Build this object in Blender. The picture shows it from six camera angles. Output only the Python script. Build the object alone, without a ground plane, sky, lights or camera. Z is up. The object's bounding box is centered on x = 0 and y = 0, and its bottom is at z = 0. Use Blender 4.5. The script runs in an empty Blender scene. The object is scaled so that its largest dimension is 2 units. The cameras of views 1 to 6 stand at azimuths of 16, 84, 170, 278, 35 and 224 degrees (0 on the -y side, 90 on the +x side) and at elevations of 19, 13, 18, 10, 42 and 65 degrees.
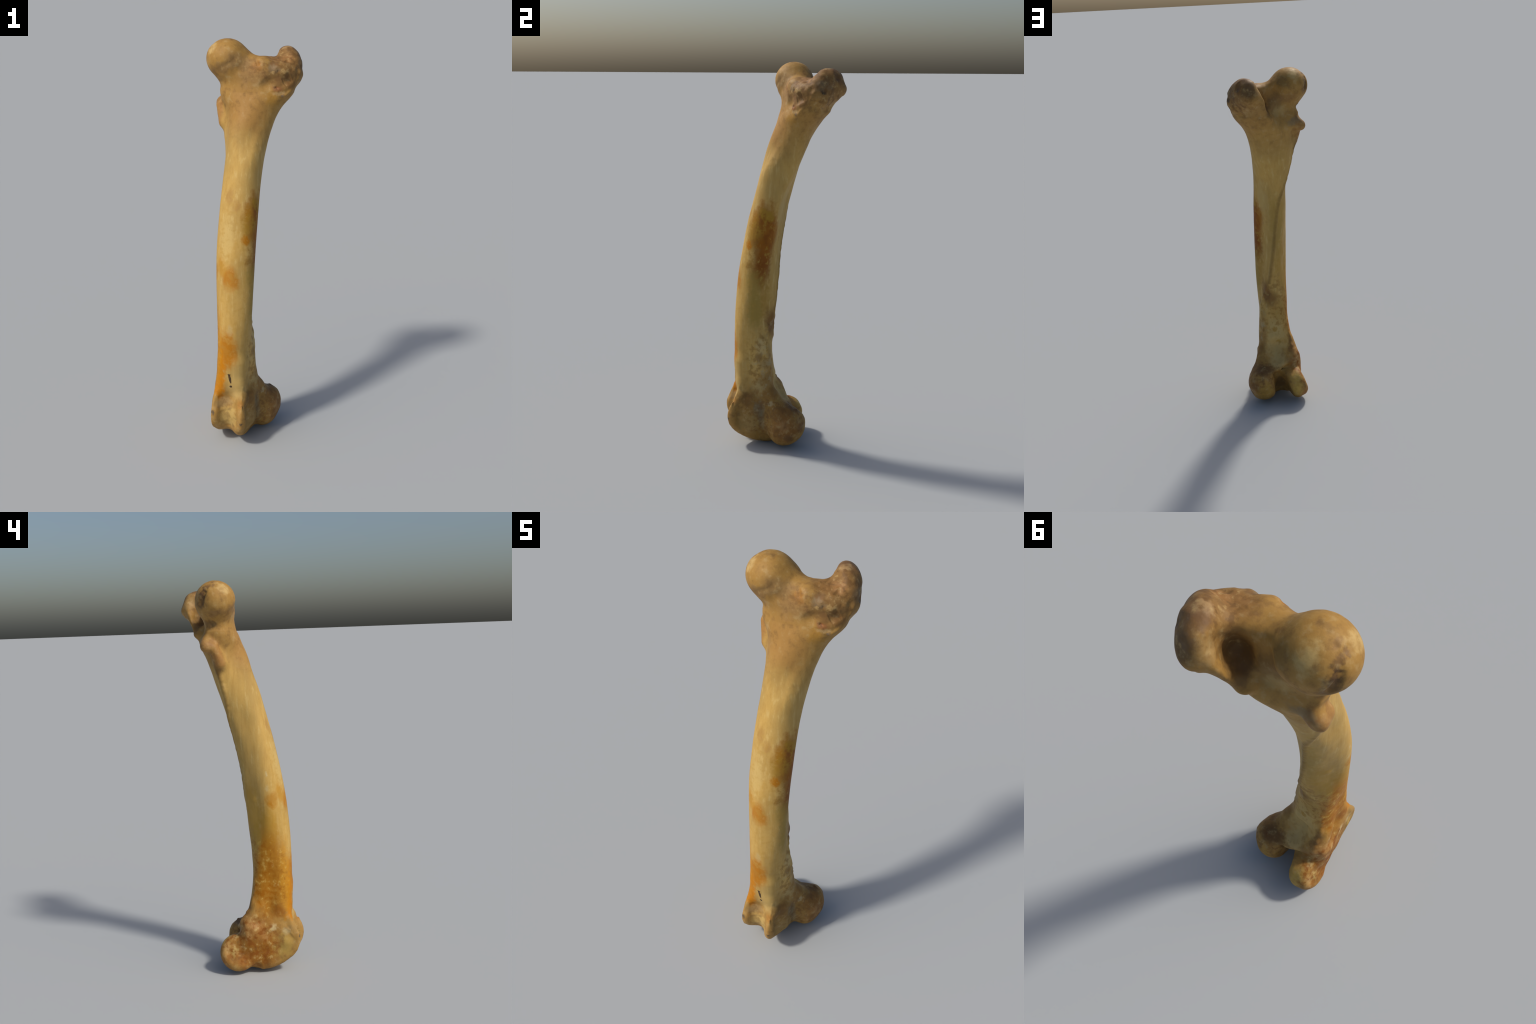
"""A weathered long bone (thigh bone), standing upright on its knee end.
The whole bone is one implicit surface: a lofted shaft, a ball head, a neck, trochanters,
two condyles and the two lips of the knee groove, blended together; it is meshed once,
given relief, then cut into its anatomical parts."""
import bpy, math, random
import numpy as np
from mathutils import noise, Vector
random.seed(7)
# ---------------------------------------------------------------- implicit shapes
def smin(a,b,k):
    h=np.maximum(k-np.abs(a-b),0)/k
    return np.minimum(a,b)-h*h*k*0.25
def smax(a,b,k): return -smin(-a,-b,k)
def rot(rv):
    rv=np.asarray(rv,float); t=np.linalg.norm(rv)
    if t<1e-9: return np.eye(3)
    k=rv/t; K=np.array([[0,-k[2],k[1]],[k[2],0,-k[0]],[-k[1],k[0],0]])
    return np.eye(3)+np.sin(t)*K+(1-np.cos(t))*K@K
def ell(p,c,r,rv=(0,0,0)):
    q=(p-np.asarray(c))@rot(rv); r=np.maximum(np.asarray(r),.018)   # columns of rot are the axes
    k0=np.sqrt(((q/r)**2).sum(-1))+1e-9; k1=np.sqrt(((q/r**2)**2).sum(-1))+1e-9
    return k0*(k0-1)/k1
def cap(p,a,b,r1,r2):
    a=np.asarray(a);b=np.asarray(b); ba=b-a; q=p-a; r1=max(r1,.008); r2=max(r2,.008)
    h=np.clip(q@ba/(ba@ba),0,1)
    return np.sqrt(((q-h[:,None]*ba)**2).sum(-1))-(r1+(r2-r1)*h)
def puck(p,c,R,t,r,rv=(0,0,0)):
    """disc whose axis is x, radius R, half thickness t, rim rounded by r"""
    q=(p-np.asarray(c))@rot(rv)
    a=np.sqrt(q[:,1]**2+q[:,2]**2)-R+r; b=np.abs(q[:,0])-max(t,r)+r
    return np.sqrt(np.maximum(a,0)**2+np.maximum(b,0)**2)+np.minimum(np.maximum(a,b),0)-r
def rbox(p,c,h,r,rv=(0,0,0)):
    q=np.abs((p-np.asarray(c))@rot(rv))-(np.maximum(h,r)-r)
    return np.sqrt((np.maximum(q,0)**2).sum(-1))+np.minimum(q.max(-1),0)-r
def chain(p,pts,rs,k):
    d=None
    for i in range(len(rs)-1):
        c=cap(p,pts[i],pts[i+1],rs[i],rs[i+1])
        d=c if d is None else smin(d,c,k)
    return d
def tube(p,pts,rs,k,n=4):
    """chain along a smooth curve through the points"""
    pts=np.asarray(pts); rs=np.asarray(rs); m=len(rs)-1
    u=np.arange(m+1.); q=hermite(u,np.column_stack([pts,rs]),np.linspace(0,m,m*n+1))
    return chain(p,q[:,:3],q[:,3],k)
def hermite(zs,V,z):
    """piecewise cubic through station values V at heights zs (non uniform)"""
    zs=np.asarray(zs);V=np.asarray(V)
    dz=np.diff(zs); s=np.diff(V,axis=0)/dz[:,None]
    m=np.empty_like(V); m[0]=s[0]; m[-1]=s[-1]
    w=(dz[1:]/(dz[1:]+dz[:-1]))[:,None]
    m[1:-1]=s[:-1]*w+s[1:]*(1-w)
    z=np.clip(z,zs[0],zs[-1]); i=np.clip(np.searchsorted(zs,z)-1,0,len(zs)-2)
    t=((z-zs[i])/dz[i])[:,None]; h=dz[i][:,None]
    return V[i]*(1+2*t)*(1-t)**2+m[i]*h*t*(1-t)**2+V[i+1]*t*t*(3-2*t)+m[i+1]*h*t*t*(t-1)
def loft(p,zs,V):
    P=hermite(zs,V,p[:,2])
    x=p[:,0]-P[:,0]; y=p[:,1]-P[:,1]; r=np.sqrt(x*x+y*y)+1e-9
    c=x/r; s=y/r; c2=c*c-s*s; s2=2*s*c; c3=c2*c-s2*s; s3=s2*c+c2*s
    R=P[:,2]+P[:,3]*c2+P[:,4]*s2+P[:,5]*c3+P[:,6]*s3
    if V.shape[1]>7:
        c4=c2*c2-s2*s2; s4=2*c2*s2
        R=R+P[:,7]*c4+P[:,8]*s4
    d=(r-R)*0.93
    return smax(d,np.maximum(zs[0]-p[:,2],p[:,2]-zs[-1]),0.06)
ZS=np.array([0.2,0.3,0.4,0.5,0.62,0.76,0.9,1.05,1.2,1.35,1.48,1.58,1.67,1.76])
sp=lambda z:[np.interp(z,[.2,.42,.7,1.,1.3,1.58,1.76],[.02,.0,0,0,.01,.02,.03]),np.interp(z,[.2,.42,.7,1.,1.3,1.58,1.76],[-.1,-.15,-.16,-.15,-.06,.06,.13])]
# measured sizes of the bone, metres
BONE={
 # one row per height: centre x, y, mean radius, then the 2nd, 3rd and 4th harmonics of the section
 'shaft':[
  [0.0373, -0.018, 0.0742, -0.0162, 0.0107, 0.0092, -0.0008, 0.0012, 0.0052],
  [-0.0094, -0.1139, 0.0961, -0.0032, 0.0005, 0.0175, 0.0192, -0.0071, 0.0022],
  [-0.0044, -0.1358, 0.099, -0.0058, 0.0028, 0.0075, 0.0083, -0.0029, 0.0003],
  [-0.0007, -0.1444, 0.0949, -0.0086, 0.0026, 0.0027, 0.0053, -0.0038, 0.0008],
  [-0.0037, -0.1476, 0.0939, -0.0084, -0.0021, 0.0001, -0.0006, -0.0007, -0.0008],
  [-0.0036, -0.1436, 0.0943, -0.0087, -0.0012, -0.0013, -0.0062, 0.0031, -0.0008],
  [-0.0067, -0.1337, 0.0939, -0.0059, -0.0012, 0.0012, -0.0067, 0.0048, 0.0012],
  [-0.0101, -0.1141, 0.0951, -0.0017, -0.0033, 0.0024, -0.005, 0.0012, 0.0018],
  [-0.0128, -0.0858, 0.094, -0.0002, -0.0048, 0.0046, -0.0026, -0.0002, 0.0017],
  [-0.0116, -0.0478, 0.0923, -0.0008, -0.0067, 0.0066, -0.0006, -0.0023, 0.0038],
  [-0.0119, -0.0051, 0.1005, 0.0027, -0.0078, 0.0027, 0.0059, -0.0043, -0.0011],
  [-0.0147, 0.0324, 0.1055, 0.0107, -0.0028, 0.0035, 0.0091, 0.0009, -0.0041],
  [-0.0056, 0.0681, 0.1152, 0.0151, -0.0002, 0.0047, 0.004, 0.0037, -0.0009],
  [-0.002, 0.1141, 0.1532, 0.034, 0.0028, 0.0085, 0.0016, -0.003, 0.0025],
 ],
 'head_c':[-0.1253, 0.0688, 1.9045],
 'head_r':[0.1027, 0.0971, 0.0949],
 'neck':[[-0.0963, 0.0799, 1.8682], [0.0235, 0.0813, 1.7445]],
 'neck_r':[0.0902, 0.0513],
 'bridge':[[-0.0351, 0.0995, 1.8528], [0.0552, 0.0624, 1.8712]],
 'bridge_r':[0.0481, 0.0542],
 'gt_a':[0.1512, 0.1948, 1.914],
 'gt_a_r':[0.0433, 0.0857, 0.0525],
 'gt_a_w':[0.4353, -0.7098, 0.4882],
 'gt_b':[0.1162, 0.2274, 1.8719],
 'gt_b_r':[0.0559, 0.0675, 0.0535],
 'gt_b_w':[-0.1709, -0.2846, 0.3997],
 'gt_c':[0.1083, 0.1503, 1.8391],
 'gt_c_r':[0.1234, 0.0925, 0.079],
 'gt_c_w':[-0.3685, -0.0318, -0.3101],
 'gt_d':[[0.1304, 0.0787, 1.8495], [0.1432, 0.0955, 1.8011]],
 'gt_d_r':[0.0428, 0.0589],
 'nback':[[-0.11, 0.235, 1.8], [0.0, 0.235, 1.815]],
 'nback_r':[0.087, 0.087],
 'fossa':[[0.035, 0.2, 1.91], [0.055, 0.168, 1.835]],
 'fossa_r':[0.046, 0.034],
 'groove':[[0.022, 0.2, 1.86], [0.0, 0.205, 1.775]],
 'groove_r':[0.03, 0.012],
 'crest':[[0.1, 0.222, 1.9], [0.055, 0.212, 1.85], [0.018, 0.19, 1.755]],
 'crest_r':[0.035, 0.027, 0.026],
 'lt':[-0.1608, 0.1164, 1.6905],
 'lt_r':[0.04, 0.029, 0.034],
 'lt_w':[-0.2572, -0.4373, -0.2259],
 'ltail':[[-0.1603, 0.0823, 1.679], [-0.1344, 0.056, 1.6055]],
 'ltail_r':[0.0225, 0.0289],
 'lc':[0.1119, 0.0166, 0.1087],
 'lc_r':[0.0829, 0.097, 0.1101],
 'lc_w':[-0.5658, 0.2427, 0.4111],
 'lepi':[0.11, -0.035, 0.17],
 'lepi_r':[0.045, 0.06, 0.07],
 'mepi':[-0.09, -0.05, 0.18],
 'mepi_r':[0.042, 0.06, 0.08],
 'lplate':[0.08, -0.11, 0.19],
 'lplate_h':[0.026, 0.075, 0.1],
 'mplate':[-0.08, -0.085, 0.17],
 'mplate_h':[0.027, 0.07, 0.1],
 'notch':[[0.01, 0.1, 0.165], [-0.004, -0.022, -0.005]],
 'notch_r':[0.036, 0.034],
 'k':[0.09, 0.02, 0.05, 0.03, 0.03, 0.06, 0.055],
 'hub':[-0.012, -0.125, 0.17],
 'hub_s':[0.122, 0.06],
 'core':[0.0, -0.125, 0.16],
 'core_h':[0.072, 0.06, 0.1],
 'mtub':[-0.0946, -0.0297, 0.2423],
 'mtub_r':[0.0362, 0.0408, 0.044],
 'mc':[-0.0885, 0.0315, 0.1056],
 'mc_s':[0.0962, 0.0501],
 'mc_w':[0.0467, 0.3255, 0.1816],
 'lridge':[[0.056, -0.224, 0.27], [0.044, -0.21, 0.34], [0.034, -0.203, 0.45]],
 'lridge_r':[0.02, 0.022, 0.025],
 'nlow':[[-0.14, 0.225, 1.735], [-0.09, 0.225, 1.735]],
 'nlow_r':[0.075, 0.075],
 'lr':[[0.058, -0.2255, 0.2606], [0.0704, -0.2629, 0.2021], [0.074, -0.2662, 0.1449], [0.0538, -0.2387, 0.0914], [0.0441, -0.1796, 0.0531], [0.0293, -0.1031, 0.0394]],
 'lr_r':[0.0089, 0.0177, 0.0188, 0.0218, 0.022, 0.0395],
 'sill':[[-0.04, -0.055, 0.045], [0.035, -0.06, 0.042]],
 'sill_r':[0.034, 0.034],
 'mr':[[-0.0661, -0.237, 0.281], [-0.0712, -0.2515, 0.2339], [-0.066, -0.2716, 0.1898], [-0.068, -0.2653, 0.1442], [-0.0705, -0.2319, 0.0986], [-0.0756, -0.1689, 0.0552], [-0.0798, -0.0966, 0.0429]],
 'mr_r':[0.0144, 0.0121, 0.0127, 0.0134, 0.0132, 0.0131, 0.0287],
 'lback':[[0.046, -0.185, 0.25], [0.05, -0.202, 0.17], [0.039, -0.185, 0.105]],
 'lback_r':[0.029, 0.034, 0.034],
 'mback':[[-0.058, -0.19, 0.25], [-0.06, -0.205, 0.17], [-0.056, -0.18, 0.12]],
 'mback_r':[0.034, 0.034, 0.032],
 'fside':[[-0.012, 0.182, 1.89], [0.03, 0.18, 1.83]],
 'fside_r':[0.045, 0.032],
}
BONE={k:np.array(v,float) for k,v in BONE.items()}
def upper_end(p,d,M,kk):
    d=smin(d,cap(p,*M['neck'],*M['neck_r']),kk[0])
    d=smin(d,cap(p,*M['bridge'],*M['bridge_r']),kk[0])
    d=smax(d,-smin(cap(p,*M['nback'],*M['nback_r']),cap(p,*M['nlow'],*M['nlow_r']),.04),.05)
    g=ell(p,M['gt_a'],M['gt_a_r'],M['gt_a_w'])
    g=smin(g,ell(p,M['gt_b'],M['gt_b_r'],M['gt_b_w']),.04)
    g=smin(g,ell(p,M['gt_c'],M['gt_c_r'],M['gt_c_w']),.04)
    g=smin(g,cap(p,*M['gt_d'],*M['gt_d_r']),.03)
    d=smin(d,g,kk[2])
    d=smin(d,chain(p,M['crest'],M['crest_r'],.02),kk[3])
    f=smin(cap(p,*M['fossa'],*M['fossa_r']),cap(p,*M['groove'],*M['groove_r']),.03)
    d=smax(d,-smin(f,cap(p,*M['fside'],*M['fside_r']),.03),.035)
    d=smin(d,ell(p,M['lt'],M['lt_r'],M['lt_w']),kk[4])
    d=smin(d,cap(p,*M['ltail'],*M['ltail_r']),kk[4])
    d=smin(d,ell(p,M['head_c'],M['head_r']),kk[1])
    return d
def knee_end(p,d,M,kk):
    b=smin(rbox(p,M['core'],M['core_h'],.05),puck(p,M['hub'],*M['hub_s'],.03),.05)
    l=smin(tube(p,M['lr'],M['lr_r'],.012,3),chain(p,M['lback'],M['lback_r'],.02),.03)
    m=smin(tube(p,M['mr'],M['mr_r'],.012,3),chain(p,M['mback'],M['mback_r'],.02),.03)
    l=smin(l,rbox(p,M['lplate'],M['lplate_h'],.028),.05)
    m=smin(m,rbox(p,M['mplate'],M['mplate_h'],.028),.05)
    l=smin(l,smin(ell(p,M['lc'],M['lc_r'],M['lc_w']),ell(p,M['lepi'],M['lepi_r']),.05),.05)
    m=smin(m,smin(puck(p,M['mc'],*M['mc_s'],.036,M['mc_w']),ell(p,M['mepi'],M['mepi_r']),.05),.05)
    m=smin(m,ell(p,M['mtub'],M['mtub_r']),.04)
    b=smin(smin(b,l,kk[6]),m,kk[6])
    b=smin(b,chain(p,M['lridge'],M['lridge_r'],.03),.05)
    b=smin(b,cap(p,*M['sill'],*M['sill_r']),.04)
    d=smin(d,b,kk[5])
    d=smax(d,-cap(p,*M['notch'],*M['notch_r']),.025)
    return d
def sdf(p,M):
    kk=M['k']
    d=loft(p,ZS,M['shaft'])
    u=p[:,2]>1.42; l=p[:,2]<.62
    if u.any(): d[u]=upper_end(p[u],d[u],M,kk)
    if l.any(): d[l]=knee_end(p[l],d[l],M,kk)
    return d
# ---------------------------------------------------------------- relief: crests, lips, pits
def path_dist(p,pts):
    """distance to a polyline and how far along it (0..1)"""
    best=np.full(len(p),9.); along=np.zeros(len(p)); n=len(pts)-1
    for i in range(n):
        a=np.array(pts[i]); ba=np.array(pts[i+1])-a; q=p-a
        h=np.clip(q@ba/(ba@ba),0,1); d=np.sqrt(((q-h[:,None]*ba)**2).sum(1))
        m=d<best; best[m]=d[m]; along[m]=(i+h[m])/n
    return best,along
LINEA=[(-.143,.074,1.579),(-.124,.057,1.513),(-.105,.040,1.43),(-.079,.037,1.347),(-.062,.034,1.298),(-.044,.024,1.247),(-.034,.013,1.194),(-.018,-.009,1.063),(-.009,-.017,.968),(.001,-.024,.897),(.012,-.03,.836),(.028,-.042,.731)]
FORK_LATERAL=[(.028,-.042,.731),(.045,-.06,.69),(.066,-.09,.63),(.078,-.105,.559),(.075,-.08,.48),(.076,-.066,.42),(.085,-.073,.363)]
FORK_MEDIAL=[(.022,-.042,.715),(.014,-.046,.636),(.008,-.049,.573)]
MEDIAL_EDGE=[(-.056,-.064,.523),(-.076,-.062,.43),(-.085,-.037,.356),(-.092,0,.300),(-.095,.02,.265)]
# crests and grooves: path, half width, height (negative = groove), jaggedness
LINES=[([(.072,-.235,.33),(.073,-.256,.281),(.075,-.269,.255),(.075,-.276,.22),(.075,-.286,.188),(.075,-.289,.158),(.076,-.281,.127),(.068,-.262,.098)],.008,.006,.25),
 ([(-.070,-.255,.27),(-.076,-.27,.231),(-.076,-.282,.202),(-.078,-.284,.165),(-.08,-.271,.123),(-.082,-.24,.08)],.007,.005,.25),
 ([(-.060,-.255,.262),(-.035,-.240,.262),(0,-.236,.262),(.035,-.245,.268)],.010,-.0025,.4),([(-.03,-.25,.20),(-.01,-.25,.14),(-.005,-.23,.085)],.028,-.006,0),
 (LINEA,.009,.0095,.35),(LINEA[:4],.02,.006,.2),(FORK_LATERAL,.010,.006,.8),(FORK_MEDIAL,.008,.004,.5),(MEDIAL_EDGE,.011,.004,.8),
 ([(.048,-.125,1.40),(.055,-.085,1.49),(.058,-.05,1.55),(.071,-.019,1.596)],.016,.0022,.3),           # front outer crest
 ([(.108,.032,1.789),(.127,.035,1.769),(.146,.038,1.751),(.165,.048,1.745),(.185,.06,1.766),(.2,.094,1.786),(.216,.102,1.82),(.223,.12,1.86)],.008,.006,.3),  # trochanter lip
 ([(.16,.04,1.81),(.19,.07,1.83)],.022,-.011,.0),
 ([(.121,.033,1.784),(.135,.034,1.785)],.006,-.007,0),
 ([(-.212,.102,1.95),(-.213,.108,1.93),(-.21,.118,1.908),(-.199,.132,1.881)],.012,-.015,.2),          # pit of the head ligament
 ([(-.207,.101,1.955),(-.192,.085,1.976),(-.19,.045,1.975)],.009,-.003,.3),
 ([(-.178,.074,1.80),(-.160,.098,1.79)],.016,-.009,0),
 ([(-.15,-.02,1.858),(-.106,-.026,1.88),(-.06,.0,1.918)],.014,-.003,.3),
 ([(.081,.283,1.852),(.126,.272,1.826),(.163,.264,1.853)],.006,-.003,0),                              # rim of the rear facet
 ([(.1,.05,1.885),(.13,.035,1.872),(.14,.035,1.86)],.006,-.005,.2),
 ([(.029,.028,1.91),(.045,.011,1.885)],.008,-.004,.5),([(.04,.012,1.87),(.06,.012,1.86)],.006,-.004,.5),
 ([(.11,-.118,.25),(.109,-.114,.165),(.1,-.11,.09)],.016,-.004,.3),                                   # outer side furrow
 ([(.115,.07,.215),(.165,.06,.185),(.19,.05,.14)],.007,.004,.4),
 ([(-.122,.042,.21),(-.108,.03,.235),(-.085,.045,.213)],.010,-.006,.2),                               # above the inner condyle
 ([(-.143,.085,.14),(-.15,.05,.10)],.018,-.004,.3),
 ([(-.085,-.20,.262),(-.085,-.235,.232),(-.084,-.262,.19)],.006,.003,.5)]
# bosses (+) and pits (-): centre, radius, height
SPOTS=[((.167,.2,1.782),.035,-.010),((.010,-.002,.255),.042,-.018),((.025,-.05,.38),.032,.016),((.04,-.02,1.65),.05,.012),((.03,-.05,1.60),.045,.007),((.222,.165,1.862),.008,-.012),((.201,.209,1.877),.010,-.005),((.18,.237,1.918),.011,-.007),
 ((.125,.29,1.905),.024,-.006),((.221,.144,1.89),.012,.004),((.21,.1,1.86),.014,-.006),((.162,.09,1.9),.014,-.006),((.15,.1,1.912),.01,.004),
 ((.13,.033,1.875),.016,.006),((.1,.031,1.893),.014,-.003),((.16,.05,1.85),.016,.005),((.161,.042,1.749),.006,.004),((.145,.08,1.925),.012,-.004),
 ((-.005,.012,.204),.009,-.012),((-.135,-.02,.27),.016,.003),((-.1,-.08,.3),.02,.003),((-.092,-.15,.247),.014,.004),
((-.073,-.278,.193),.010,.005),
 ((-.108,.058,1.99),.006,-.002),((-.132,.06,1.993),.007,-.002),((-.171,.076,1.985),.008,-.003),((.03,-.055,.70),.02,.005),((.0,-.03,.92),.016,.004),((-.075,-.07,.91),.02,.004)]
def relief(p,d):
    m=np.abs(d)<.03
    q=p[m]; e=np.zeros(len(q))
    for pts,w,h,j in LINES:
        lo=np.min(pts,0)-4*w; hi=np.max(pts,0)+4*w
        k=((q>lo)&(q<hi)).all(1)
        if not k.any(): continue
        s,t=path_dist(q[k],pts)
        fade=np.clip(np.minimum(t,1-t)*6+.35,0,1)
        zz=q[k][:,2]; jag=1+j*(.5*np.sin(zz*83+2*np.sin(zz*37))+.35*np.sin(zz*151+1.3+2*np.sin(zz*59)))
        e[k]+=h*jag*fade*np.exp(-(s/w)**2)
    for c,r,h in SPOTS:
        e+=h*np.exp(-((q-np.array(c))**2).sum(1)/r**2)
    out=d.copy(); out[m]-=e
    return out
# where the bone is rugged: centre, radii, lump height
RUGGED=[((.15,.15,1.87),(.12,.16,.12),1.0),((.13,.05,1.83),(.11,.07,.10),.9),((-.17,.12,1.68),(.06,.06,.09),.7),((.13,.0,.16),(.13,.13,.16),.8),
 ((-.12,-.05,.2),(.06,.13,.17),.7),((.06,-.07,.55),(.07,.06,.22),.7),((-.09,-.02,.33),(.04,.08,.12),.7),((-.08,-.02,1.88),(.11,.06,.07),.5),((-.2,.1,1.94),(.05,.05,.07),.4)]
def grain(V,N):
    w=np.zeros(len(V))
    for c,r,a in RUGGED:
        k=np.sqrt((((V-np.array(c))/np.array(r))**2).sum(1)); w=np.maximum(w,a*np.clip((1.25-k)/.5,0,1))
    # the joint surfaces stay smooth
    smooth=[((-.09,.1,.1),(.08,.06,.12)),((-.005,-.25,.15),(.09,.09,.13)),((-.13,.07,1.92),(.07,.12,.12))]
    for c,r in smooth:
        k=np.sqrt((((V-np.array(c))/np.array(r))**2).sum(1)); w*=.15+.85*np.clip((k-.75)/.4,0,1)
    out=np.empty(len(V))
    for i,v in enumerate(V):
        x,y,z=v
        g=noise.noise((x*9,y*9,z*4))*.0016+noise.noise((x*70,y*70,z*9))*.0005
        if w[i]>.01:
            P=Vector((x,y,z))
            g+=w[i]*(noise.noise(P*14)*.0062+noise.noise(P*40+Vector((5,1,2)))*.0016+(abs(noise.noise(P*19+Vector((9,3,7))))-.2)*-.004)
        out[i]=g
    return out
# ---------------------------------------------------------------- meshing (naive surface nets)
def polygonise(f, lo, hi, h):
    lo=np.array(lo,float); B=8
    nb=np.ceil((np.array(hi)-lo)/(h*B)).astype(int); N=nb*B+1
    D=np.full(N,1.0,np.float32)
    g=np.stack(np.meshgrid(*[np.arange(n) for n in nb],indexing='ij'),-1).reshape(-1,3)
    cen=lo+(g+.5)*B*h
    dc=f(cen); act=g[np.abs(dc)<B*h*1.15]; ins=g[dc<=-B*h*1.15]
    for b in ins:
        s=b*B; D[s[0]:s[0]+B+1,s[1]:s[1]+B+1,s[2]:s[2]+B+1]=-1
    loc=np.stack(np.meshgrid(*[np.arange(B+1)]*3,indexing='ij'),-1).reshape(-1,3)
    for i in range(0,len(act),300):
        a=act[i:i+300]
        idx=(a[:,None]*B+loc[None]); v=f((lo+idx*h).reshape(-1,3)).astype(np.float32)
        q=idx.reshape(-1,3); D[q[:,0],q[:,1],q[:,2]]=v
    S=D<0
    cnt=np.zeros(N-1,np.int8); 
    for dx in (0,1):
        for dy in (0,1):
            for dz in (0,1):
                cnt+=S[dx:N[0]-1+dx,dy:N[1]-1+dy,dz:N[2]-1+dz]
    cells=np.argwhere((cnt>0)&(cnt<8))
    cid=np.full(N-1,-1,np.int64); cid[tuple(cells.T)]=np.arange(len(cells))
    acc=np.zeros((len(cells),3)); num=np.zeros(len(cells))
    corners=[(i,j,k) for i in (0,1) for j in (0,1) for k in (0,1)]
    for a in corners:
        for ax in range(3):
            if a[ax]: continue
            b=list(a); b[ax]=1
            da=D[tuple((cells+a).T)]; db=D[tuple((cells+b).T)]
            m=(da<0)!=(db<0); t=np.where(m,da/np.where(m,da-db,1),0)
            pt=np.tile(np.array(a,float),(len(cells),1)); pt[:,ax]+=t
            acc+=pt*m[:,None]; num+=m
    V=lo+(cells+acc/num[:,None])*h
    quads=[]
    for ax in range(3):
        o1,o2=[(1,2),(2,0),(0,1)][ax]
        sl=[slice(1,-1)]*3; sl[ax]=slice(0,-1)
        s2=list(sl); s2[ax]=slice(1,None)
        A=S[tuple(sl)]; Bq=S[tuple(s2)]
        e=np.argwhere(A!=Bq); off=np.ones(3,int); off[ax]=0; e+=off
        u=np.zeros(3,int);u[o1]=1; w=np.zeros(3,int);w[o2]=1
        q=np.stack([cid[tuple((e-u-w).T)],cid[tuple((e-w).T)],cid[tuple(e.T)],cid[tuple((e-u).T)]],1)
        fl=~S[tuple(e.T)]
        q[fl]=q[fl][:,::-1]; quads.append(q)
    return V,np.vstack(quads)
def gradient(f,V,e=5e-4):
    G=np.empty_like(V)
    for a in range(3):
        d=np.zeros(3); d[a]=e
        G[:,a]=(f(V+d)-f(V-d))/(2*e)
    return G
# ---------------------------------------------------------------- anatomical parts
PARTS=['bone_shaft','femoral_head','femoral_neck','greater_trochanter','lesser_trochanter','lateral_condyle','medial_condyle','knee_groove']
def regions(c):
    x,y,z=c[:,0],c[:,1],c[:,2]
    lab=np.zeros(len(c),int)
    lab[(z>1.70+.25*(x-.0)*(x>0)) & (x<.10)]=2
    lab[(z>1.70)&(x>.075)]=3
    lab[(z>1.70)&(x>.02)&(y>.215-.0*z)]=3
    hd=c-np.array(BONE['head_c']); ax=np.array([-.62,.12,.78]); ax/=np.linalg.norm(ax)
    r=np.linalg.norm(hd,axis=1)
    lab[(r<.112)&(hd@ax>-.035)]=1
    lt=(c-BONE['lt'])/np.array([.05,.045,.06])
    lab[(lt**2).sum(1)<1]=4
    low=z<.31-.0*x
    lab[low&(y<-.075)&(z<.27)]=7
    lab[low&(y>=-.075)&(x>=.01)&(z<.25)]=5
    lab[low&(y>=-.075)&(x<.01)&(z<.25)]=6
    return lab
# ---------------------------------------------------------------- material
CREAM=(.56,.355,.11); PALE=(.55,.42,.20); TAN=(.39,.21,.064); OCHRE=(.47,.27,.055); ORANGE=(.44,.17,.018)
RUST=(.29,.10,.010); BROWN=(.17,.082,.026); DARK=(.075,.038,.016); GREY=(.20,.145,.085); STRAW=(.53,.375,.15); OLIVE=(.34,.225,.05)  # OLIVE: skylight's greenish cast on the shade side, mixed into the colour
# stains: centre, radii, colour, strength
# shaft, outer side: rusty patch
STAINS_SHAFT_OUTER=[
 ((.085,-.095,1.165),(.075,.07,.125),RUST,.97),((.082,-.095,1.245),(.04,.04,.035),(.38,.22,.03),.8),((.06,-.15,1.20),(.022,.022,.055),(.38,.17,.02),.85),
 ((.062,-.15,1.14),(.035,.045,.07),(.36,.20,.03),.8),((.057,-.177,1.094),(.022,.022,.022),ORANGE,.95),((.083,-.10,1.10),(.025,.05,.04),RUST,.7),
 ((.085,-.1,1.04),(.042,.042,.08),RUST,.97),((.086,-.112,.955),(.042,.055,.09),(.22,.066,.006),.95),((.06,-.046,1.15),(.018,.02,.06),(.36,.15,.02),.75),
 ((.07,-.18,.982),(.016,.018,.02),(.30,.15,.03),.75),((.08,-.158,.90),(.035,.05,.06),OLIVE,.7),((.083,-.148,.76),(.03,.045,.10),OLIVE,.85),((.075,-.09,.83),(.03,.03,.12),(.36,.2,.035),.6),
 ((.045,-.064,.68),(.035,.03,.07),(.20,.095,.03),.85),((.083,-.118,.55),(.02,.024,.045),PALE,.55),((.087,-.13,.495),(.014,.02,.022),BROWN,.6),((.1,-.10,.46),(.03,.03,.03),GREY,.4),
 ((.095,-.1,.37),(.03,.04,.04),BROWN,.5),
]
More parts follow.
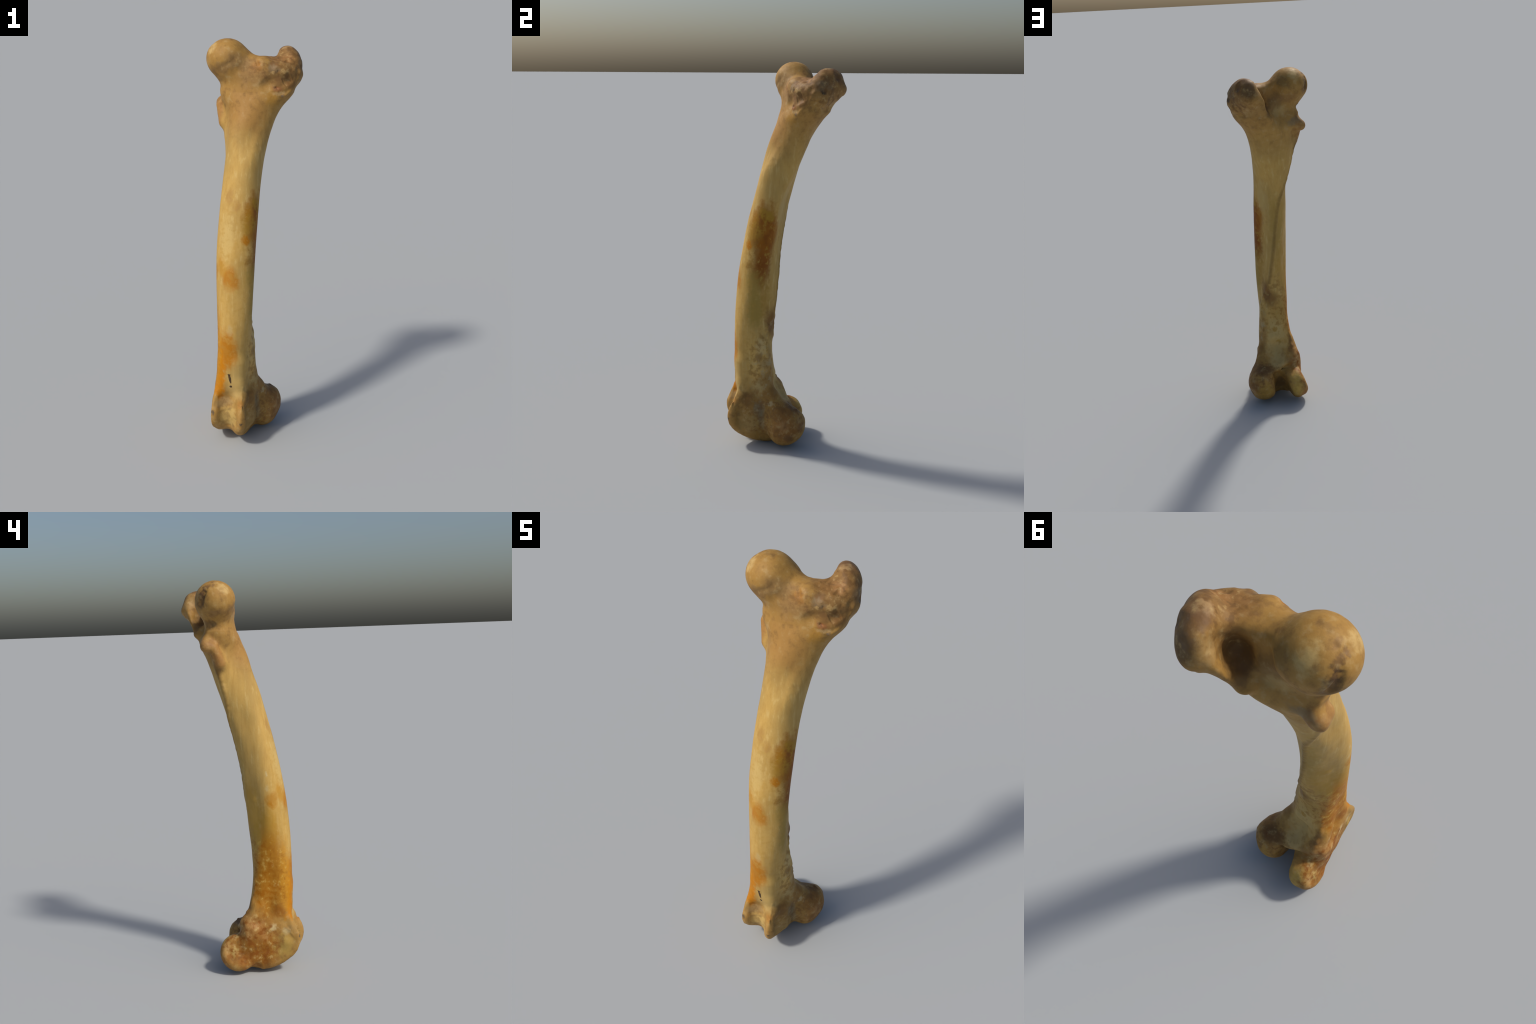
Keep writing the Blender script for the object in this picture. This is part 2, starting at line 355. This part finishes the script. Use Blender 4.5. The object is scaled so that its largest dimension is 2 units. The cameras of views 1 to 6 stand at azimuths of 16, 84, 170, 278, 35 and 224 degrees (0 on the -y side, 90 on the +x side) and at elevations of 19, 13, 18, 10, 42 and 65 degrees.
# shaft, front
STAINS_SHAFT_FRONT=[
 ((-.005,-.228,.90),(.04,.035,.055),ORANGE,.8),((-.05,-.205,.95),(.035,.03,.045),(.5,.25,.04),.75),((.0,-.17,1.25),(.02,.02,.03),TAN,.6),((-.04,-.15,1.29),(.02,.02,.04),TAN,.5),
 ((-.03,-.2,1.07),(.025,.03,.11),(.62,.44,.17),.6),((-.05,-.19,1.15),(.03,.03,.1),(.60,.42,.16),.5),
 ((-.015,-.25,.53),(.05,.04,.10),ORANGE,.95),((-.05,-.245,.40),(.026,.035,.13),(.52,.19,.015),.95),((-.062,-.24,.31),(.022,.03,.05),(.50,.19,.018),.85),((.0,-.248,.64),(.02,.02,.025),PALE,.5),
 ((.035,-.235,.36),(.035,.03,.10),(.50,.35,.13),.6),
]
# shaft, inner side
STAINS_SHAFT_INNER=[
 ((-.095,-.172,.91),(.02,.035,.04),(.44,.2,.03),.75),((-.096,-.166,.885),(.012,.014,.022),ORANGE,.7),((-.1,-.15,.98),(.012,.012,.015),PALE,.6),((-.102,-.143,1.045),(.01,.01,.012),(.62,.54,.32),.5),
 ((-.09,-.14,.76),(.03,.06,.12),(.44,.235,.03),.7),((-.09,-.14,.58),(.05,.085,.17),(.39,.165,.018),.9),((-.09,-.14,.42),(.05,.1,.13),(.38,.16,.02),.85),((-.065,-.22,.5),(.03,.03,.18),(.52,.24,.028),.7),
 ((-.09,-.185,.33),(.03,.035,.03),(.28,.095,.012),.75),((-.086,-.16,.583),(.010,.012,.012),CREAM,.7),((-.084,-.171,.464),(.010,.014,.012),CREAM,.6),((-.07,-.08,.72),(.03,.03,.08),OLIVE,.6),
]
# shaft, back
STAINS_SHAFT_BACK=[
 ((-.033,.0,1.12),(.05,.04,.28),OLIVE,.45),((-.06,-.06,.85),(.05,.05,.15),(.40,.235,.04),.6),((.03,-.045,.63),(.05,.04,.05),BROWN,.7),((.05,.0,1.2),(.03,.04,.2),STRAW,.6),
 ((-.02,-.06,.55),(.05,.03,.07),(.40,.24,.06),.6),((.01,-.04,.36),(.055,.05,.13),STRAW,.9),((.01,-.05,.432),(.014,.02,.013),(.38,.2,.03),.75),((-.015,-.046,.352),(.016,.02,.014),(.38,.22,.035),.6),
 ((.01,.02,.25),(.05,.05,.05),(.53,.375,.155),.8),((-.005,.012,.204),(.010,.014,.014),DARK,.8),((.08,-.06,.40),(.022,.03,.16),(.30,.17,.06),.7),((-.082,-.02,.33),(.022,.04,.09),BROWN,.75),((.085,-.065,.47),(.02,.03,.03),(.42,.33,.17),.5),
]
# upper end, front
STAINS_UPPER_FRONT=[
 ((.0,-.03,1.68),(.10,.05,.12),TAN,.75),((.11,.03,1.73),(.03,.04,.035),(.38,.2,.04),.7),((.02,.0,1.84),(.08,.05,.05),(.36,.21,.085),.7),
 ((-.065,-.005,1.91),(.06,.035,.04),(.17,.115,.065),.9),((-.11,-.028,1.878),(.045,.025,.022),(.15,.105,.065),.8),((-.15,-.015,1.86),(.045,.03,.022),(.17,.10,.05),.8),((-.02,.02,1.91),(.03,.03,.03),(.30,.19,.085),.7),
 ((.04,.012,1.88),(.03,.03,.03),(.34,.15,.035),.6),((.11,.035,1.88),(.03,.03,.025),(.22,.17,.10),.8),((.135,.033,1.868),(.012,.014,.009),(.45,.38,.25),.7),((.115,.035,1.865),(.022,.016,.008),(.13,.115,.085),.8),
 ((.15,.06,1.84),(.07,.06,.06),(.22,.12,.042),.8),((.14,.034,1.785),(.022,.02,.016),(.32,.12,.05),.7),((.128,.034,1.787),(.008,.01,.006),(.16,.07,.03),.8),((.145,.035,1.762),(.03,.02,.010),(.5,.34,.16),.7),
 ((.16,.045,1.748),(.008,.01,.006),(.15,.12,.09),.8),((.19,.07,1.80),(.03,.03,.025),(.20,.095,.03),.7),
]
# great trochanter
STAINS_GREAT_TROCHANTER=[
 ((.17,.18,1.9),(.10,.13,.09),(.23,.125,.045),.8),((.16,.11,1.91),(.03,.03,.03),(.34,.16,.05),.6),((.14,.2,1.965),(.05,.05,.02),(.22,.11,.045),.7),((.14,.185,1.955),(.02,.02,.02),(.45,.3,.14),.6),
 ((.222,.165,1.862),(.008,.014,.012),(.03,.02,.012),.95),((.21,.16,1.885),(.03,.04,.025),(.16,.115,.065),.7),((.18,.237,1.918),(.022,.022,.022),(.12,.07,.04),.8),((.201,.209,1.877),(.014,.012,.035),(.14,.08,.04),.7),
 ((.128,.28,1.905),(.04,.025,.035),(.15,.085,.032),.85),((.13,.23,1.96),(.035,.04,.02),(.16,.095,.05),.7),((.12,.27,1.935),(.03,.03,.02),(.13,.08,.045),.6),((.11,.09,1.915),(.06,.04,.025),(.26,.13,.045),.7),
 ((.08,.24,1.9),(.025,.03,.04),(.45,.30,.13),.5),((.12,.25,1.79),(.08,.05,.04),(.36,.22,.085),.5),
]
# hollow behind the neck: dark brown patches, a few paler
PATCHES_NECK_HOLLOW=[
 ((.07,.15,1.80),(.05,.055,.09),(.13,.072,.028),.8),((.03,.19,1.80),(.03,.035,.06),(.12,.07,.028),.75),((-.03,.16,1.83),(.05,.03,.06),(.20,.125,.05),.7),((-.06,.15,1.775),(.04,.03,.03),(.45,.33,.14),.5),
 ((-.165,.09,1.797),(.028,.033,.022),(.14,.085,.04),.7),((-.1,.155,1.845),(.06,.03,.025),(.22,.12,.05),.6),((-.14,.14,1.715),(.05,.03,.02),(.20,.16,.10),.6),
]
# head
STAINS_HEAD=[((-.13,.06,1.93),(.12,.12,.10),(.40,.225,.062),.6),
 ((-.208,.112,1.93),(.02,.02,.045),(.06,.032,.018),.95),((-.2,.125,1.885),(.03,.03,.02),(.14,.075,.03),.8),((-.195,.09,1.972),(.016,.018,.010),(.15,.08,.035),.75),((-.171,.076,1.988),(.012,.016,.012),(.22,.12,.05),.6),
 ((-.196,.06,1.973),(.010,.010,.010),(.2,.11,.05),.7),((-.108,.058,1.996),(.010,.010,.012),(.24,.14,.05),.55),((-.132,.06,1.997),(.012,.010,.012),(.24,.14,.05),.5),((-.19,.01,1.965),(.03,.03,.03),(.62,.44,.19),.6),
 ((-.14,.13,1.965),(.035,.04,.03),(.52,.37,.15),.7),((-.06,.06,1.97),(.04,.06,.03),(.36,.21,.06),.6),((-.2,.05,1.845),(.03,.05,.018),(.26,.15,.065),.6),((-.075,.15,1.93),(.03,.03,.03),(.18,.11,.035),.6),
 ((-.20,.05,1.895),(.03,.05,.025),(.42,.26,.09),.5),
]
# small trochanter and its tail
STAINS_SMALL_TROCHANTER=[
 ((-.165,.06,1.63),(.025,.04,.07),(.38,.19,.06),.8),((-.17,.11,1.69),(.04,.04,.03),(.34,.19,.075),.6),((-.145,.07,1.585),(.016,.02,.05),(.17,.10,.035),.7),
]
# outer condyle and outer side of the knee end
STAINS_OUTER_CONDYLE=[
 ((.11,-.1,.17),(.06,.14,.14),(.25,.14,.036),.75),((.095,-.20,.265),(.035,.045,.05),(.17,.085,.022),.85),((.105,-.128,.22),(.022,.026,.06),(.19,.15,.09),.75),((.11,-.112,.15),(.016,.02,.05),(.18,.14,.075),.6),((.1,-.07,.30),(.035,.04,.035),(.25,.12,.03),.7),
 ((.1,-.14,.335),(.03,.04,.04),(.42,.33,.15),.6),((.15,-.01,.20),(.06,.06,.05),(.21,.10,.026),.85),((.19,.0,.12),(.05,.08,.07),(.20,.088,.022),.85),((.19,-.015,.15),(.03,.03,.03),(.36,.2,.08),.5),
 ((.08,-.18,.13),(.04,.06,.06),(.33,.22,.08),.7),((.127,-.075,.242),(.014,.02,.012),(.42,.35,.2),.6),((.1,.055,.215),(.06,.045,.035),(.12,.062,.022),.9),((.16,.085,.13),(.025,.03,.035),(.14,.06,.018),.75),((.172,.068,.171),(.02,.02,.02),(.30,.2,.1),.5),
 ((.1,.1,.10),(.05,.04,.06),(.40,.24,.055),.75),((.195,.02,.07),(.03,.03,.03),(.11,.06,.03),.6),
]
# inner condyle and inner side
STAINS_INNER_CONDYLE=[
 ((-.11,-.06,.17),(.05,.13,.15),(.33,.145,.03),.85),((-.12,-.02,.26),(.05,.06,.06),(.38,.20,.07),.7),((-.115,-.08,.13),(.04,.10,.08),(.29,.12,.02),.9),((-.112,-.08,.22),(.03,.05,.04),(.34,.165,.05),.6),((-.092,-.152,.247),(.02,.018,.018),(.60,.47,.24),.8),((-.085,-.222,.226),(.02,.024,.018),(.60,.47,.24),.75),
 ((-.09,-.2,.15),(.02,.06,.07),(.42,.28,.075),.8),((-.14,.045,.125),(.02,.014,.026),(.50,.36,.13),.7),((-.14,.0,.085),(.03,.05,.04),(.30,.11,.022),.7),((-.145,.085,.145),(.02,.02,.05),(.48,.28,.10),.6),
 ((-.12,.04,.21),(.025,.02,.02),(.14,.08,.04),.8),((-.085,.1,.12),(.035,.05,.07),(.50,.33,.085),.9),((-.135,.09,.06),(.025,.035,.05),(.28,.10,.018),.7),((-.08,.03,.245),(.035,.04,.03),(.28,.17,.07),.6),((-.0,-.01,.09),(.04,.06,.06),(.16,.09,.035),.75),
]
# knee groove
STAINS_KNEE_GROOVE=[
 ((-.0,-.26,.16),(.05,.05,.07),(.56,.39,.14),.8),((-.04,-.24,.24),(.05,.04,.025),(.34,.23,.10),.75),((.068,-.262,.25),(.018,.024,.022),(.46,.22,.055),.7),((.068,-.29,.2),(.014,.02,.03),(.38,.22,.07),.5),((-.072,-.285,.193),(.008,.016,.014),(.10,.08,.055),.85),
 ((.076,-.29,.148),(.007,.014,.009),(.07,.055,.04),.85),((.02,-.24,.29),(.035,.03,.04),(.50,.34,.13),.6)]
STAINS=STAINS_SHAFT_OUTER+STAINS_SHAFT_FRONT+STAINS_SHAFT_INNER+STAINS_SHAFT_BACK+STAINS_UPPER_FRONT+STAINS_GREAT_TROCHANTER+PATCHES_NECK_HOLLOW+STAINS_HEAD+STAINS_SMALL_TROCHANTER+STAINS_OUTER_CONDYLE+STAINS_INNER_CONDYLE+STAINS_KNEE_GROOVE
# mottled zones: centre, radii, dark and light tone, strength
MOTTLED=[((-.09,-.14,.52),(.07,.11,.22),(.34,.12,.010),(.64,.43,.12),1.0),((-.12,-.04,.17),(.06,.16,.17),(.23,.075,.012),(.58,.41,.16),.9),((.14,-.05,.15),(.08,.17,.16),(.14,.065,.02),(.36,.26,.11),.65),
 ((.085,-.11,1.08),(.04,.08,.20),(.22,.07,.008),(.46,.29,.06),.75),((.09,-.12,.45),(.05,.08,.2),(.22,.11,.03),(.46,.37,.2),.6),((.16,.15,1.88),(.11,.17,.13),(.15,.075,.026),(.50,.34,.14),.8),
 ((.06,.03,1.86),(.14,.05,.06),(.23,.12,.045),(.46,.30,.12),.7),((.08,.06,.2),(.09,.06,.10),(.12,.055,.018),(.38,.27,.12),.6),((-.12,.06,1.93),(.12,.12,.1),(.33,.18,.05),(.58,.41,.17),.4),
 ((.0,-.04,.60),(.09,.06,.2),(.24,.12,.03),(.42,.30,.11),.55),((-.17,.1,1.66),(.05,.07,.1),(.27,.13,.045),(.47,.31,.13),.6),((.0,-.2,.9),(.12,.1,.5),(.46,.27,.06),(.62,.43,.16),.35)]
# ink mark above the knee groove: sharp edged dark strokes
INK=[((.0038,-.249,.377),(.0065,.05,.027),.20),((.0005,-.25,.3985),(.009,.05,.0038),0.15),((.0085,-.249,.3325),(.0075,.05,.0065),.3)]
def bone_material():
    m=bpy.data.materials.new('weathered_bone'); m.use_nodes=True
    nt=m.node_tree; L=nt.links; bs=nt.nodes['Principled BSDF']
    def nd(t,**k):
        n=nt.nodes.new(t)
        for a,b in k.items(): setattr(n,a,b)
        return n
    def put(n,i,v):
        if hasattr(v,'is_linked') or hasattr(v,'links'): L.new(v,n.inputs[i])
        else: n.inputs[i].default_value=v
    def vm(op,a,b=None,s=None):
        n=nd('ShaderNodeVectorMath',operation=op); put(n,0,a)
        if b is not None: put(n,1,b)
        if s is not None: put(n,'Scale',s)
        return n.outputs['Value'] if op in('LENGTH','DISTANCE') else n.outputs['Vector']
    def mth(op,a,b=0.):
        n=nd('ShaderNodeMath',operation=op); put(n,0,a); put(n,1,b); return n.outputs[0]
    def mr(v,a,b,c=0.,d=1.,kind='SMOOTHSTEP'):
        n=nd('ShaderNodeMapRange',interpolation_type=kind); put(n,0,v)
        for i,x in enumerate((a,b,c,d)): put(n,i+1,x)
        return n.outputs[0]
    def tex(vec,scale,detail=4.,rough=.55):
        n=nd('ShaderNodeTexNoise'); put(n,'Vector',vec); put(n,'Scale',scale); put(n,'Detail',detail); put(n,'Roughness',rough); return n
    def mix(f,a,b):
        n=nd('ShaderNodeMix',data_type='RGBA'); put(n,0,f)
        for i,x in ((6,a),(7,b)): put(n,i,x if not isinstance(x,tuple) else x+(1,))
        return n.outputs[2]
    P=nd('ShaderNodeTexCoord').outputs['Object']
    Pz=vm('MULTIPLY',P,(1,1,.4))
    n1=vm('SUBTRACT',tex(Pz,22).outputs['Color'],(.5,.5,.5)); n2=vm('SUBTRACT',tex(P,75,5,.65).outputs['Color'],(.5,.5,.5))
    W=vm('ADD',vm('ADD',P,vm('SCALE',n1,s=.05)),vm('SCALE',n2,s=.022))
    streak=tex(vm('MULTIPLY',P,(1,1,.16)),60,4).outputs['Fac']; cloud=tex(Pz,9,5).outputs['Fac']; fine=tex(P,130,4,.6).outputs['Fac']; blotch=tex(P,38,5,.55).outputs['Fac']; mott=tex(P,27,6,.62).outputs['Fac']
    col=mix(mr(cloud,.35,.65),CREAM,(.47,.305,.10))
    col=mix(mth('MULTIPLY',mr(streak,.5,.72),.45),col,(.43,.25,.07))
    col=mix(mth('MULTIPLY',mr(streak,.47,.28),.55),col,(.64,.46,.19))
    z=nd('ShaderNodeSeparateXYZ'); L.new(P,z.inputs[0]); z=z.outputs['Z']
    ends=mth('MAXIMUM',mr(mth('ADD',z,mth('MULTIPLY',cloud,.2)),1.55,1.85),mr(mth('ADD',z,mth('MULTIPLY',cloud,.2)),.55,.3))
    col=mix(mth('MULTIPLY',ends,.85),col,(.355,.195,.056))
    ragged=mth('MULTIPLY',mth('SUBTRACT',blotch,.5),1.3)
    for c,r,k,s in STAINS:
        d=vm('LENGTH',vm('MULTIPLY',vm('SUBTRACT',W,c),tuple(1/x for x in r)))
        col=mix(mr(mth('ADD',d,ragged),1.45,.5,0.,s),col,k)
    # mottling of the rough ends and fine grain everywhere
    col=mix(mth('MULTIPLY',mth('MULTIPLY',mr(mott,.48,.72),ends),.55),col,(.16,.085,.032))
    col=mix(mth('MULTIPLY',mth('MULTIPLY',mr(mott,.46,.30),ends),.35),col,(.52,.38,.18))
    col=mix(mth('MULTIPLY',mr(fine,.5,.8),.14),col,(.22,.12,.04))
    for c,r,k,light,s in MOTTLED:
        zone=mr(vm('LENGTH',vm('MULTIPLY',vm('SUBTRACT',W,c),tuple(1/x for x in r))),1.35,.6)
        col=mix(mth('MULTIPLY',mth('MULTIPLY',zone,mr(blotch,.47,.65)),s),col,k)
        col=mix(mth('MULTIPLY',mth('MULTIPLY',zone,mr(blotch,.46,.27)),s*.8),col,light)
    # dark line along the rough crest of the back
    for i in range(0,len(LINEA)-1):
        a,b=np.array(LINEA[i]),np.array(LINEA[i+1]); ba=b-a; ln=float(np.linalg.norm(ba)); u=ba/ln; mid=(a+b)/2
        q=vm('SUBTRACT',vm('ADD',P,vm('SCALE',n2,s=.008)),tuple(mid)); dn=nd('ShaderNodeVectorMath',operation='DOT_PRODUCT'); put(dn,0,q); put(dn,1,tuple(u)); al=dn.outputs['Value']
        perp=vm('LENGTH',vm('SUBTRACT',q,vm('SCALE',tuple(u),s=al)))
        msk=mth('MULTIPLY',mr(perp,.016,.002),mr(mth('ABSOLUTE',al),ln*.5+.004,ln*.5-.004))
        col=mix(mth('MULTIPLY',msk,.6),col,(.16,.085,.022))
    for c,r,t in INK:
        q=vm('SUBTRACT',vm('ADD',P,vm('SCALE',n2,s=.004)),c); rt=nd('ShaderNodeVectorRotate',rotation_type='Y_AXIS'); put(rt,'Vector',q); put(rt,'Angle',t)
        col=mix(mr(vm('LENGTH',vm('MULTIPLY',rt.outputs[0],tuple(1/x for x in r))),1.12,.85,0.,.92),col,(.035,.016,.010))
    hs=nd('ShaderNodeHueSaturation'); put(hs,'Saturation',1.04); put(hs,'Value',1.0); L.new(col,hs.inputs['Color']); col=hs.outputs[0]
    L.new(col,bs.inputs['Base Color'])
    L.new(mr(mott,.3,.7,.52,.68,'LINEAR'),bs.inputs['Roughness'])
    bs.inputs['Specular IOR Level'].default_value=.25
    bump=nd('ShaderNodeBump'); put(bump,'Strength',.25); put(bump,'Distance',.002)
    L.new(mth('ADD',fine,mth('MULTIPLY',streak,.5)),bump.inputs['Height']); L.new(bump.outputs[0],bs.inputs['Normal'])
    return m
# ---------------------------------------------------------------- building the object
def field(p): return relief(p, sdf(p,BONE))
V,Q=polygonise(field,(-.28,-.34,-.03),(.29,.345,2.04),.0036)
for _ in range(2):
    G=gradient(field,V); L=(G**2).sum(1,keepdims=True)+1e-6
    V=V-np.clip(field(V)[:,None]/L,-.004,.004)*G
    if _<1:   # relax tangentially so that the quads stay even
        acc=np.zeros_like(V); n=np.zeros(len(V))
        for i in range(4):
            np.add.at(acc,Q[:,i],V[Q[:,(i+1)%4]]); np.add.at(n,Q[:,i],1)
        m=acc/n[:,None]-V; Nn=G/np.sqrt(L); V=V+.5*(m-(m*Nn).sum(1,keepdims=True)*Nn)
N_=gradient(field,V); N_/=np.linalg.norm(N_,axis=1,keepdims=True)
V=V+N_*grain(V,N_)[:,None]
V[:,2]=np.clip(V[:,2],0,2.0)
C=V[Q].mean(1)
lab=regions(C)
whole=bpy.data.meshes.new('whole'); whole.from_pydata(V.tolist(),[],Q.tolist())
whole.update()
whole.polygons.foreach_set('use_smooth',np.ones(len(Q),bool))
VN=np.empty(len(V)*3,np.float32); whole.vertices.foreach_get('normal',VN); VN=VN.reshape(-1,3)
bone=bpy.data.objects.new('thigh_bone',None); bpy.context.collection.objects.link(bone)
bone['label']='Weathered ochre thigh bone standing upright on its knee end'
bone['category']='bone'
MAT=bone_material()
for i,name in enumerate(PARTS):
    q=Q[lab==i]
    ids,inv=np.unique(q,return_inverse=True); inv=inv.reshape(q.shape)
    me=bpy.data.meshes.new(name); me.from_pydata(V[ids].tolist(),[],inv.tolist()); me.update()
    me.polygons.foreach_set('use_smooth',np.ones(len(q),bool))
    me.normals_split_custom_set_from_vertices(VN[ids].tolist())
    me.materials.append(MAT)
    ob=bpy.data.objects.new(name,me); bpy.context.collection.objects.link(ob); ob.parent=bone
bpy.data.meshes.remove(whole)
